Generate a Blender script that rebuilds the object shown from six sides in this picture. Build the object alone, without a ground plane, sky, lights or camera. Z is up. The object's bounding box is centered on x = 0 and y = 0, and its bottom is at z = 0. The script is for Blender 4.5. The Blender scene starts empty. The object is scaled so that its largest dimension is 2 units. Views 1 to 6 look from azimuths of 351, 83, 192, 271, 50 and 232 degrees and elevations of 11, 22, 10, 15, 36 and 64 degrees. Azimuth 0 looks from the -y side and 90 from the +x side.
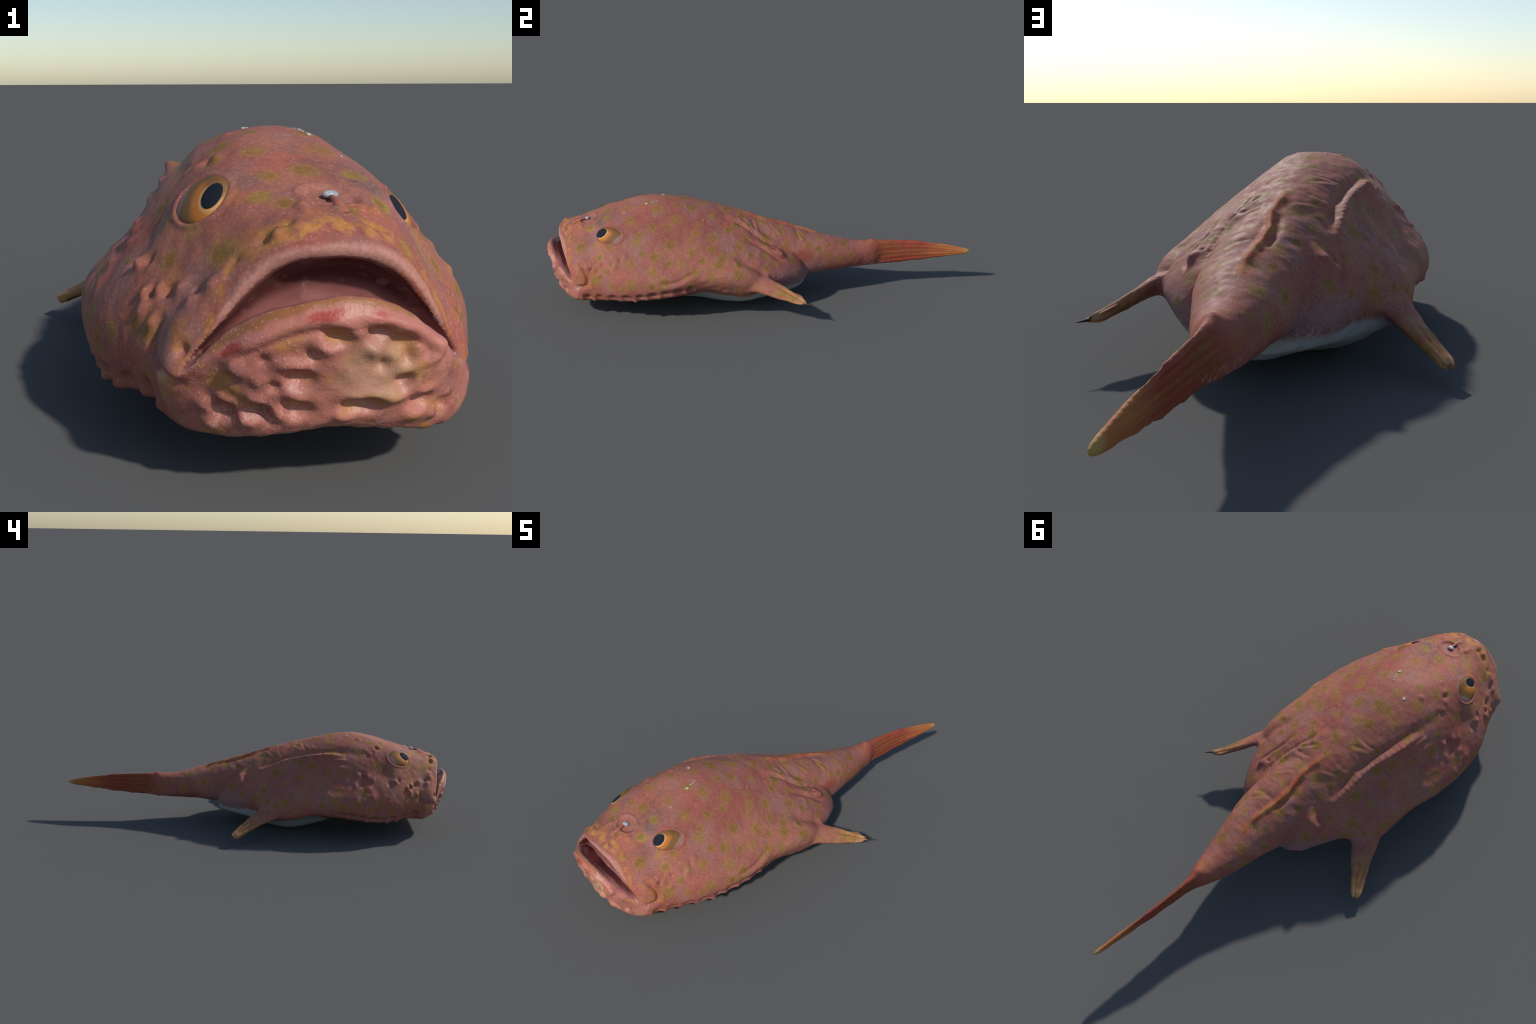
import bpy, bmesh, math, random
import numpy as np
from mathutils import Vector, Matrix, kdtree, noise

random.seed(7)
VOXEL = 0.0031

# ------------------------------------------------------------------ curves
def hermite(P, m, closed=False):
    """Chord-length Catmull-Rom through the rows of P (n, k, d) -> m samples per span."""
    P = np.asarray(P, float)
    n = len(P)
    flat = P.reshape(n, -1, P.shape[-1])
    if closed:
        idx = [(i - 1) % n for i in range(n)], [i for i in range(n)], [(i + 1) % n for i in range(n)], [(i + 2) % n for i in range(n)]
    else:
        idx = [max(i - 1, 0) for i in range(n - 1)], list(range(n - 1)), list(range(1, n)), [min(i + 2, n - 1) for i in range(n - 1)]
    A, B, C, D = (flat[i] for i in idx)
    def seg(a, b):
        return np.maximum(np.linalg.norm(b - a, axis=-1, keepdims=True) ** 0.75, 1e-5)
    ab, bc, cd = seg(A, B), seg(B, C), seg(C, D)
    mb = ((B - A) / ab * bc + (C - B) / bc * ab) / (ab + bc) * bc
    mc = ((C - B) / bc * cd + (D - C) / cd * bc) / (bc + cd) * bc
    if not closed:
        mb[0] = (C - B)[0]
        mc[-1] = (C - B)[-1]
    out = []
    for j in range(m):
        t = j / m
        h1, h2, h3, h4 = 2*t**3-3*t**2+1, t**3-2*t**2+t, -2*t**3+3*t**2, t**3-t**2
        out.append(h1 * B + h2 * mb + h3 * C + h4 * mc)
    out = np.stack(out, 1).reshape(-1, flat.shape[1], flat.shape[2])
    if not closed:
        out = np.concatenate([out, flat[-1:]], 0)
    return out.reshape((len(out),) + P.shape[1:])

def loft(rings, m_len, m_round, name):
    """rings: (r, k, 3) control points of closed cross-sections -> closed mesh."""
    R = np.stack([hermite(r, m_round, closed=True) for r in np.asarray(rings, float)])
    G = hermite(R, m_len)
    nu, nt = G.shape[:2]
    verts = G.reshape(-1, 3).tolist()
    faces = []
    for i in range(nu - 1):
        for j in range(nt):
            a, b = i * nt + j, i * nt + (j + 1) % nt
            faces.append((a, b, b + nt, a + nt))
    for row, flip in ((0, False), (nu - 1, True)):
        c = len(verts)
        verts.append(G[row].mean(0).tolist())
        for j in range(nt):
            a, b = row * nt + j, row * nt + (j + 1) % nt
            faces.append((c, b, a) if not flip else (c, a, b))
    me = bpy.data.meshes.new(name)
    me.from_pydata(verts, [], faces)
    me.update()
    ob = bpy.data.objects.new(name, me)
    bpy.context.scene.collection.objects.link(ob)
    bm = bmesh.new(); bm.from_mesh(me)
    bmesh.ops.recalc_face_normals(bm, faces=bm.faces[:])
    bm.to_mesh(me); bm.free()
    return ob

# ------------------------------------------------------------------ body
# rails of the right half, one row per station along the fish:
#  y, top z, crown x z, shoulder x z, flank x z, widest x z, jaw edge x z, under x z, belly x z, keel z
RIGHT = [
 (-.80, .404,  .050, .397,  .100, .381,  .176, .290,  .240, .170,  .228, .092,  .175, .070,  .095, .072,  .078),
 (-.70, .431,  .060, .428,  .120, .410,  .206, .316,  .286, .172,  .274, .102,  .215, .084,  .120, .076,  .074),
 (-.60, .461,  .064, .456,  .133, .416,  .228, .311,  .320, .176,  .311, .114,  .245, .090,  .140, .076,  .072),
 (-.50, .480,  .068, .467,  .144, .406,  .252, .304,  .338, .184,  .330, .130,  .255, .092,  .150, .072,  .066),
 (-.40, .478,  .066, .460,  .136, .410,  .262, .295,  .344, .194,  .334, .148,  .240, .098,  .138, .058,  .046),
 (-.30, .455,  .064, .440,  .130, .402,  .262, .296,  .340, .205,  .324, .162,  .230, .098,  .136, .036,  .022),
 (-.20, .430,  .060, .416,  .118, .386,  .250, .290,  .338, .208,  .321, .146,  .260, .090,  .142, .020,  .012),
 (-.10, .403,  .058, .388,  .118, .356,  .228, .285,  .330, .202,  .312, .122,  .260, .080,  .142, .018,  .010),
 ( .00, .360,  .060, .345,  .120, .312,  .214, .256,  .284, .180,  .242, .104,  .182, .056,  .112, .029,  .024),
 ( .08, .310,  .058, .300,  .112, .278,  .187, .240,  .240, .168,  .198, .095,  .150, .060,  .090, .044,  .040),
 ( .15, .250,  .048, .247,  .092, .236,  .152, .207,  .190, .153,  .155, .095,  .118, .074,  .070, .056,  .050),
 ( .185,.205,  .030, .203,  .060, .198,  .100, .178,  .122, .147,  .100, .110,  .078, .092,  .045, .080,  .076),
]
# how the left half differs from the right one (the animal lies slightly rolled):
#  y, crown dx dz, shoulder dx dz, flank dx dz, widest dx dz, edge dx dz, under dx dz   (dx: outward)
LEFT = [
 (-.80,  .000, .004,  .004, .010,  .014, .008,   .014, .010,   .002, .022,  .000, .010),
 (-.70,  .000, .005,  .006, .008,  .014, .010,   .020, .004,   .016, .004,  .000, .004),
 (-.60,  .008, .006,  .010, .010,  .008, .012,   .012, .000,   .008,-.008,  .000, .000),
 (-.50,  .010, .005,  .018, .018, -.002, .008,   .006, .000,   .000,-.006,  .000, .000),
 (-.40,  .010, .005,  .024, .008, -.016, .004,  -.004,-.004,  -.008,-.014,  .000, .000),
 (-.30,  .008, .006,  .014, .004, -.020,-.018,  -.018,-.014,  -.010,-.022,  .000,-.008),
 (-.20,  .008, .002,  .014,-.004, -.014,-.022,  -.020,-.024,  -.006,-.026,  .000,-.012),
 (-.10,  .008, .000,  .012,-.010, -.006,-.024,  -.026,-.026,  -.010,-.016,  .000, .000),
 ( .00,  .000, .000,  .000, .000, -.012,-.018,  -.054,-.012,  -.034, .012,  .000, .016),
 ( .08,  .000, .000,  .000, .000, -.018,-.006,  -.050,-.006,  -.030, .012,  .000, .020),
 ( .15,  .000, .000,  .000, .000, -.014, .000,  -.030, .000,  -.020, .010,  .000, .014),
 ( .185, .000, .000,  .000, .000,  .000, .000,   .000, .000,   .000, .000,  .000, .000),
]
def left_offset(y, c):
    ys = [r[0] for r in LEFT]
    return np.interp(y, ys, [r[c] for r in LEFT])

def body_ring(row):
    y, tz = row[0], row[1]
    half = [(row[i], row[i + 1]) for i in range(2, 16, 2)]
    right = [(x, y, z) for x, z in half]
    left = []
    for k, (x, z) in enumerate(half):
        dx = left_offset(y, 1 + 2 * k) if k < 6 else 0
        dz = left_offset(y, 2 + 2 * k) if k < 6 else left_offset(y, 12)
        left.append((-(x + dx), y, z + dz))
    return [(-.006, y, tz)] + right + [(0, y, row[16])] + left[::-1]

# head front: each ring is top, crown, shoulder, flank, mouth corner, jaw, under, chin, keel (right half);
# the last two rings are the floor of the mouth
FRONT = [
 [(0,-.845,.392), (.047,-.843,.387), (.094,-.840,.372), (.170,-.838,.287), (.232,-.835,.165), (.214,-.845,.082), (.160,-.862,.070), (.085,-.880,.084), (0,-.888,.092)],
 [(0,-.882,.383), (.045,-.880,.377), (.088,-.874,.358), (.164,-.866,.277), (.224,-.855,.163), (.196,-.880,.088), (.152,-.904,.080), (.080,-.930,.094), (0,-.940,.108)],
 [(0,-.912,.372), (.044,-.910,.366), (.083,-.903,.348), (.158,-.885,.263), (.216,-.866,.163), (.184,-.898,.124), (.144,-.930,.130), (.075,-.955,.150), (0,-.964,.160)],
 [(0,-.933,.360), (.043,-.930,.354), (.081,-.921,.338), (.154,-.896,.255), (.210,-.875,.164), (.172,-.920,.164), (.130,-.957,.192), (.068,-.973,.214), (0,-.981,.222)],
 [(0,-.942,.349), (.042,-.939,.344), (.081,-.930,.328), (.152,-.902,.252), (.204,-.880,.168), (.162,-.932,.194), (.118,-.965,.234), (.062,-.983,.264), (0,-.991,.276)],
 [(0,-.938,.337), (.042,-.935,.331), (.078,-.925,.314), (.147,-.899,.245), (.197,-.880,.171), (.152,-.924,.216), (.110,-.952,.252), (.058,-.972,.283), (0,-.980,.295)],
 [(0,-.920,.331), (.038,-.917,.325), (.072,-.908,.307), (.138,-.886,.241), (.186,-.868,.178), (.136,-.902,.210), (.098,-.926,.240), (.050,-.946,.262), (0,-.953,.270)],
 [(0,-.900,.316), (.036,-.898,.310), (.068,-.892,.293), (.128,-.880,.236), (.174,-.868,.182), (.128,-.890,.198), (.090,-.905,.214), (.046,-.922,.227), (0,-.928,.232)],
 [(0,-.886,.276), (.028,-.886,.273), (.054,-.883,.261), (.102,-.876,.222), (.146,-.869,.190), (.102,-.882,.196), (.070,-.891,.200), (.036,-.904,.207), (0,-.908,.211)],
]
# the mouth is skewed: on the left its corner sits further forward and a little higher
SKEW = [(0,0,.003), (0,-.002,.004), (0,-.005,.006), (0,-.022,.008), (.004,-.036,.012), (-.014,-.014,.030), (-.010,-.006,.018), (0,-.002,.002), (0,0,0)]
FADE = [.35, .75, 1, 1, 1, 1, 1, .7, .5]
def front_ring(pts, f):
    left = [(-(x + f * s[0]), y + f * s[1], z + f * s[2]) for (x, y, z), s in zip(pts, SKEW)]
    return [pts[0]] + list(pts[1:8]) + [pts[8]] + left[1:8][::-1]

rings = [front_ring(r, f) for r, f in zip(FRONT, FADE)][::-1] + [body_ring(r) for r in RIGHT]
BODY_LEN, BODY_ROUND = 14, 12
body = loft(rings, BODY_LEN, BODY_ROUND, "body")
LOFT_V = np.empty(len(body.data.vertices) * 3); body.data.vertices.foreach_get("co", LOFT_V); LOFT_V = LOFT_V.reshape(-1, 3)
LOFT_T = 16 * BODY_ROUND                        # vertices per ring of the body

# ------------------------------------------------------------------ tail
# y, centre x, centre z, half width, half height
TAIL = [
 (-.24, .000, .300, .080, .070),
 (-.10, .000, .282, .112, .105),
 ( .00, .006, .255, .125, .110),
 ( .10, .014, .226, .126, .110),
 ( .20, .018, .208, .119, .097),
 ( .30, .017, .198, .096, .079),
 ( .40, .009, .186, .073, .064),
 ( .47, .006, .183, .051, .061),
 ( .52, .006, .183, .036, .061),
 ( .56, .005, .183, .021, .060),
 ( .62, .005, .184, .013, .057),
 ( .74, .007, .185, .009, .048),
 ( .86, .015, .184, .008, .033),
 ( .95, .021, .181, .007, .018),
 ( .985,.0235,.180, .006, .010),
 ( .998,.0245,.179, .002, .004),
]
def tail_ring(y, cx, cz, hx, hz, n=16):
    ring = []
    blade = max(0.0, min(1.0, (y - .48) / .12))
    stalk = max(0.0, min(1.0, (y - .05) / .15)) * (1 - blade)
    for k in range(n):
        a = 2 * math.pi * k / n
        s, c = math.sin(a), math.cos(a)
        if c < 0:                       # the stalk is broad and flat underneath
            p = 1 - .32 * stalk
            s = math.copysign(abs(s) ** p, s); c = -abs(c) ** p
        ring.append((cx + hx * s - blade * .12 * hz * c, y, cz + hz * c))
    return ring
tail = loft([tail_ring(*t) for t in TAIL], 12, 6, "tail")

# ------------------------------------------------------------------ limb-like pectoral fins
def limb(spine, radii, wide_axis, name):
    S = np.array(spine, float)
    T = np.gradient(S, axis=0)
    rings = []
    for p, t, (a, b) in zip(S, T, radii):
        t = t / np.linalg.norm(t)
        w = np.array(wide_axis, float); w -= t * (w @ t); w /= np.linalg.norm(w)
        nrm = np.cross(t, w)
        rings.append([p + w * a * math.cos(q) + nrm * b * math.sin(q) for q in np.linspace(0, 2 * math.pi, 12, endpoint=False)])
    return loft(rings, 12, 5, name)

LIMB_LEFT = [(-.19,-.160,.170), (-.250,-.110,.146), (-.296,-.061,.122), (-.341,.001,.096), (-.381,.050,.070), (-.412,.086,.048), (-.421,.097,.043)]
LIMB_RIGHT = [(.22,-.14,.190), (.281,-.086,.180), (.319,-.036,.166), (.346,.014,.151), (.371,.069,.136), (.401,.117,.122), (.424,.137,.116)]
limb_l = limb(LIMB_LEFT, [(.095,.046), (.074,.036), (.056,.024), (.043,.016), (.032,.012), (.022,.009), (.010,.004)], (-.75,-.6,-.25), "limb_l")
limb_r = limb(LIMB_RIGHT, [(.075,.042), (.057,.030), (.046,.021), (.039,.014), (.030,.011), (.020,.009), (.005,.004)], (.5,-.66,-.56), "limb_r")

# ------------------------------------------------------------------ one skin
bpy.ops.object.select_all(action='DESELECT')
for o in (body, tail, limb_l, limb_r):
    o.select_set(True)
bpy.context.view_layer.objects.active = body
bpy.ops.object.join()
rm = body.modifiers.new("skin", 'REMESH')
rm.mode = 'VOXEL'; rm.voxel_size = VOXEL
bpy.ops.object.modifier_apply(modifier="skin")
me = body.data
V = np.empty(len(me.vertices) * 3); me.vertices.foreach_get("co", V); V = V.reshape(-1, 3)
E_ = np.empty(len(me.edges) * 2, int); me.edges.foreach_get("vertices", E_); E_ = E_.reshape(-1, 2)
NV = len(V)
DEG = np.bincount(E_.ravel(), minlength=NV).astype(float)

def average(A):
    out = np.empty_like(A)
    for k in range(A.shape[1]):
        out[:, k] = np.bincount(E_[:, 0], A[E_[:, 1], k], NV) + np.bincount(E_[:, 1], A[E_[:, 0], k], NV)
    return out / DEG[:, None]

def smooth(mask, n):
    global V
    for _ in range(n):
        V = V + (average(V) - V) * mask[:, None] * .8

def normals():
    me.vertices.foreach_set("co", V.ravel()); me.update()
    N = np.empty(NV * 3); me.vertex_normals.foreach_get("vector", N)
    return N.reshape(-1, 3)

def ramp(x, a, b):
    t = np.clip((x - a) / (b - a), 0, 1)
    return t * t * (3 - 2 * t)

def dist_path(P, path, lo=None):
    """distance to a polyline and the position 0..1 along it"""
    path = np.asarray(path, float)
    best = np.full(len(P), 9.0); pos = np.zeros(len(P))
    n = len(path) - 1
    for i in range(n):
        a, b = path[i], path[i + 1]
        ab = b - a
        t = np.clip(((P - a) @ ab) / (ab @ ab), 0, 1)
        d = np.linalg.norm(P - a - t[:, None] * ab, axis=1)
        m = d < best
        best[m] = d[m]; pos[m] = (i + t[m]) / n
    return best, pos

DL, PL = dist_path(V, LIMB_LEFT)
DR, PR = dist_path(V, LIMB_RIGHT)
x, y, z = V.T
smooth(np.ones(NV) * .6, 2)
smooth(np.maximum(ramp(DL, .11, .05) * ramp(PL, .75, .5), ramp(DR, .11, .05) * ramp(PR, .75, .5)), 40)
smooth(ramp(y, -.30, -.22) * ramp(y, .06, -.02) * ramp(z, .24, .30), 60)
smooth(ramp(y, -.02, .04) * ramp(y, .26, .18) * ramp(z, .06, .12) * .6, 8)
BASE = V.copy()

# ------------------------------------------------------------------ relief
N = normals()
D = np.zeros(NV)          # displacement along the normal
W = np.zeros((NV, 3))     # free displacement

def near(c, r):
    return np.nonzero((np.abs(V - np.asarray(c)) < r).all(1))[0]

def bump(c, r, amp, stretch=None, k=1.0):
    """a rounded lump (amp > 0) or pit (amp < 0); stretch = (direction, factor) makes it oblong"""
    idx = near(c, 3.2 * r * (stretch[1] if stretch else 1))
    if not len(idx):
        return
    d = V[idx] - np.asarray(c)
    hit = idx[np.argmin((d ** 2).sum(1))]
    n0 = N[hit]
    d = V[idx] - V[hit]             # sit on the skin even if the given point floats a little
    q = (d ** 2).sum(1)
    if stretch:
        u = np.asarray(stretch[0], float); u /= np.linalg.norm(u)
        along = d @ u
        q = q - along ** 2 + (along / stretch[1]) ** 2
    D[idx] += amp * np.exp(-(q / r ** 2) ** k) * np.clip(N[idx] @ n0 * 2, 0, 1)

def ridge(path, w, amp, shift=(0, 0, 0), rough=0):
    P = hermite(np.asarray(path, float) + np.asarray(shift), 5)
    lo, hi = P.min(0) - 3 * w, P.max(0) + 3 * w
    idx = np.nonzero(((V > lo) & (V < hi)).all(1))[0]
    d, t = dist_path(V[idx], P)
    ends = np.clip(np.minimum(t, 1 - t) * 5, 0, 1)
    a = amp * ends
    if rough:
        a = a * (1 + rough * np.sin(t * 37) * np.sin(t * 91 + 1))
    D[idx] += a * np.exp(-(d / w) ** 2)

def wobble(P, f, seed, stretch=(1, 1, 1)):
    s = np.asarray(stretch) * f
    return np.array([noise.noise(Vector(p)) for p in (P * s + seed).tolist()])

# lateral folds on the left flank and the hollow above them
FOLD = [(-.183,-.454,.401), (-.173,-.380,.403), (-.166,-.320,.397), (-.156,-.250,.389), (-.149,-.190,.377), (-.147,-.130,.355), (-.148,-.075,.332), (-.152,-.021,.307)]
ridge(FOLD, .014, .019, rough=.12)
ridge(FOLD, .016, -.010, shift=(.024, 0, .008))
ridge([(-.209,-.300,.342), (-.212,-.380,.350), (-.218,-.464,.353)], .012, .006)
ridge([(-.189,-.345,.376), (-.193,-.415,.382), (-.198,-.464,.384)], .009, .006)
ridge([(-.160,-.600,.410), (-.165,-.530,.405), (-.160,-.450,.412), (-.150,-.380,.412)], .026, -.008)
ridge([(-.275,-.200,.240), (-.283,-.280,.236), (-.300,-.360,.215)], .018, -.006)
bump((-.275, -.232, .247), .020, .006)
bump((-.290, -.295, .222), .050, -.008)
bump((-.283, -.252, .241), .008, .009)
for c_, r_, a_ in (((-.228,-.66,.318), .045, -.008), ((-.215,-.285,.328), .040, -.006), ((-.312,-.215,.188), .045, -.008)):
    bump(c_, r_, a_)                 # hollows of the slack left flank
# creases on the right, where the flank meets the tail
CREASE = [(.092,-.216,.405), (.094,-.130,.379), (.116,-.083,.350), (.139,-.021,.311), (.147,.044,.281), (.147,.101,.253)]
ridge(CREASE, .009, -.006, rough=.2)
ridge(CREASE, .012, .005, shift=(-.018, .004, .012), rough=.1)
FLAP = [(.171,-.110,.327), (.182,-.036,.294), (.198,.007,.266), (.206,.044,.244), (.196,.080,.233)]
ridge(FLAP, .008, -.009)
ridge(FLAP, .013, .007, shift=(-.014, .004, .014))
bump((.182, .048, .264), .018, .012, ((.4, .6, -.6), 1.6))
bump((.170, .030, .275), .008, -.008)
ridge([(.334,-.500,.196), (.340,-.443,.198), (.337,-.396,.212), (.328,-.363,.229), (.322,-.327,.238)], .010, -.006)
ridge([(.334,-.500,.196), (.340,-.443,.198), (.337,-.396,.212), (.328,-.363,.229), (.322,-.327,.238)], .014, .004, shift=(.006, 0, -.018))
ridge([(.250,-.160,.280), (.268,-.120,.266), (.281,-.085,.248), (.287,-.045,.222), (.289,-.018,.197)], .022, -.013)
# flap beside the vent on the left
bump((-.138, .072, .272), .018, .013, ((-.7, .2, -.5), 1.5))
bump((-.150, .050, .272), .014, -.010)
ridge([(-.172,.099,.213), (-.171,.041,.257), (-.148,-.009,.296)], .008, -.006)
# soft dorsal fin: a low crest that leans left
DORSAL = [(-.007,-.125,.409), (-.002,-.068,.391), (.006,-.004,.366), (-.002,.045,.352), (-.008,.082,.340), (-.006,.121,.328), (.001,.176,.311), (.009,.239,.293), (.006,.320,.271)]
ridge(DORSAL, .0110, .0095)
ridge(DORSAL[2:7], .012, -.007, shift=(-.016, 0, -.002))
ridge(DORSAL[3:7], .012, -.003, shift=(.018, 0, -.002))
# pouch of each cheek, set off by a groove that curls round the mouth corner
GROOVE_R = [(.191,-.848,.250), (.213,-.823,.227), (.229,-.807,.201), (.238,-.811,.162), (.229,-.848,.149), (.213,-.872,.152)]
GROOVE_L = [(-.215,-.835,.245), (-.230,-.830,.218), (-.235,-.834,.196), (-.230,-.863,.178), (-.216,-.900,.170), (-.195,-.915,.162)]
for g in (GROOVE_R, GROOVE_L):
    ridge(g, .010, -.011)
bump((.214, -.850, .195), .026, .002)
bump((-.214, -.862, .240), .045, .006)
V = V + N * D[:, None]
N = normals(); D[:] = 0

# warts and pits of the head
for p, r, a in [
    ((-.043,-.911,.371), .013, .012), ((-.071,-.905,.362), .011, .009), ((-.017,-.916,.371), .010, .006), ((.050,-.911,.362), .016, .008),
    ((.092,-.885,.354), .013, .007), ((.112,-.878,.336), .012, .006), ((.021,-.864,.388), .011, .006), ((-.027,-.848,.392), .009, .005),
    ((.057,-.849,.384), .009, .006), ((-.156,-.885,.294), .013, .010), ((-.144,-.890,.311), .011, .006), ((-.180,-.868,.269), .012, .009),
    ((-.089,-.894,.355), .011, -.009), ((.036,-.914,.366), .010, -.006), ((-.173,-.859,.281), .011, -.009), ((-.125,-.885,.326), .010, -.006),
    ((-.053,-.893,.374), .008, -.006), ((.082,-.834,.381), .010, .008), ((.061,-.891,.367), .010, -.006), ((.061,-.779,.403), .012, .005),
    # cheek, left
    ((-.247,-.705,.289), .013, .012), ((-.237,-.764,.256), .013, .011), ((-.219,-.787,.266), .012, .009), ((-.242,-.780,.236), .013, .010),
    ((-.195,-.828,.281), .012, .008), ((-.254,-.590,.302), .014, .007), ((-.283,-.505,.274), .014, .005), ((-.233,-.815,.226), .014, .008),
    ((-.228,-.776,.256), .009, -.009), ((-.234,-.722,.297), .010, -.009), ((-.210,-.806,.268), .010, -.009), ((-.256,-.672,.286), .012, -.006),
    # brow and gill cover, left
    ((-.153,-.558,.432), .012, .004), ((-.120,-.622,.445), .012, .006), ((-.150,-.605,.428), .011, .005), ((-.132,-.612,.434), .009, -.010),
    ((-.167,-.577,.414), .011, .006), ((-.022,-.841,.395), .010, .006), ((-.028,-.864,.388), .009, .006), ((-.013,-.822,.400), .008, .004),
    ((-.243,-.517,.323), .013, .009), ((-.245,-.562,.316), .015, .009), ((-.244,-.538,.318), .009, -.010), ((-.288,-.568,.266), .018, .007),
    ((-.276,-.538,.281), .012, -.006), ((-.309,-.586,.234), .018, .006), ((-.330,-.510,.219), .014, .004),
    # cheek, right
    ((.228,-.772,.231), .013, .009), ((.216,-.806,.229), .012, .008), ((.256,-.680,.255), .013, .006), ((.256,-.716,.233), .011, .005),
    ((.239,-.639,.290), .014, .006), ((.247,-.757,.211), .012, .006), ((.210,-.786,.248), .011, .006),
    ((.222,-.790,.229), .008, -.008), ((.234,-.742,.250), .010, -.007), ((.213,-.764,.260), .009, -.005), ((.245,-.662,.277), .010, -.006), ((.249,-.698,.257), .009, -.005),
    # back
    ((-.087,-.523,.468), .012, .006), ((-.086,-.642,.449), .011, .005), ((.115,-.560,.425), .018, -.004), ((.120,-.300,.408), .008, -.004), ((.128,-.280,.402), .007, -.004)]:
    cheek = p[1] < -.5 and p[2] < .33 and p[1] > -.84
    if cheek:                        # the cheeks carry slanting, drawn-out folds rather than round warts
        bump(p, r * .82, a * .85, ((-.25 if p[0] < 0 else .25, .35, -.9), 1.0 + .9 * ((abs(p[1]) * 37) % 1)))
    else:
        bump(p, r, a * .75)

# chin: knobs and pockets, each pocket roofed by the skin above it
for p in [(-.151,-.931,.131), (-.109,-.951,.134), (-.055,-.964,.137), (-.054,-.979,.182), (-.007,-.996,.242), (.049,-.992,.241), (.084,-.982,.226),
          (.020,-.962,.137), (.050,-.960,.137), (.088,-.967,.167), (.120,-.946,.133), (.166,-.913,.117)]:
    h = (abs(p[0]) * 71) % 1
    bump(p, .0105 + .005 * h, -.015, ((1, 0, .5 - h), 1.1 + .35 * h), 1.5)
    bump((p[0], p[1] - .002, p[2] + .019), .009, .006, ((1, 0, .3 - h), 1.8))
for p in [(-.102,-.975,.211), (-.086,-.971,.171), (-.144,-.950,.182), (-.197,-.908,.214), (-.041,-.988,.215), (.091,-.975,.204), (.121,-.965,.208), (.059,-.981,.195), (-.098,-.952,.127)]:
    bump(p, .009, -.009)
for p in [(.010,-.996,.252), (-.024,-.993,.229), (-.073,-.982,.203), (.043,-.988,.220), (.080,-.965,.150), (.114,-.944,.116), (.146,-.927,.110), (-.175,-.915,.136),
          (-.123,-.943,.119), (-.077,-.960,.130), (.138,-.955,.213), (.010,-.962,.122), (-.138,-.957,.195), (-.105,-.966,.178), (-.167,-.913,.108)]:
    h = (abs(p[0]) * 53 + p[2] * 31) % 1
    bump(p, .010 + .006 * h, .005 + .008 * h, ((1, 0, h - .5), 1 + h), 1.2)
# raised white papillae row of the upper lip, folds of the lower lip
lip = np.nonzero((V[:, 1] < -.85) & (V[:, 2] > .1))[0]
L = V[lip]
lower = L[:, 2] - (.295 - 2.6 * L[:, 0] ** 2)
D[lip] -= .004 * np.exp(-((lower + .040) / .006) ** 2) * ramp(L[:, 1], -.90, -.93) * ramp(np.abs(L[:, 0]), .17, .12)
D[lip] += .003 * np.exp(-((lower + .024) / .007) ** 2) * ramp(L[:, 1], -.90, -.93) * ramp(np.abs(L[:, 0]), .17, .12)

# scalloped fringe along both edges of the jaw and of the belly
def edge_point(yy, side):
    ys = [r[0] for r in RIGHT]
    ex, ez = np.interp(yy, ys, [r[10] for r in RIGHT]), np.interp(yy, ys, [r[11] for r in RIGHT])
    if side < 0:
        ex, ez = -(ex + left_offset(yy, 9)), ez + left_offset(yy, 10)
    return np.array((ex, yy, ez))
rng = random.Random(3)
for side in (1, -1):
    yy = -.835
    while yy < (-.36 if side > 0 else -.42):
        fade = 1 if yy < -.5 else .75
        p = edge_point(yy, side)
        idx = near(p, .03)
        d = V[idx] - p
        g = np.exp(-((d[:, 1] / .011) ** 2 + (d[:, 0] ** 2 + d[:, 2] ** 2) / .013 ** 2))
        W[idx] += np.outer(g, np.array((side * .6, 0, -.8)) * rng.uniform(.004, .013) * fade)
        step = rng.uniform(.036, .066)
        q = edge_point(yy + step / 2, side) + np.array((side * .006, 0, .010))
        bump(q, .015, -rng.uniform(.008, .015) * fade, ((0, 1, 0), step / .036), 1.4)
        yy += step

# rays of the tail fin
fin = np.nonzero(V[:, 1] > .50)[0]
F = V[fin]
cz = np.interp(F[:, 1], [t[0] for t in TAIL], [t[2] for t in TAIL]); hz = np.interp(F[:, 1], [t[0] for t in TAIL], [t[4] for t in TAIL])
q = (F[:, 2] - cz) / hz
D[fin] += .0010 * np.cos(q * 16) * ramp(F[:, 1], .53, .60) * ramp(F[:, 1], 1.0, .93) * ramp(np.abs(q), 1.0, .8)
W[fin, 2] += .0011 * np.sin(F[:, 1] * 95 + 2 * np.sin(F[:, 1] * 31)) * np.sign(q) * ramp(np.abs(q), .6, 1) * ramp(F[:, 1], .55, .62) * ramp(F[:, 1], .97, .9)
bump((.006, .515, .245), .016, .006); bump((.006, .51, .121), .016, .005)
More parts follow.
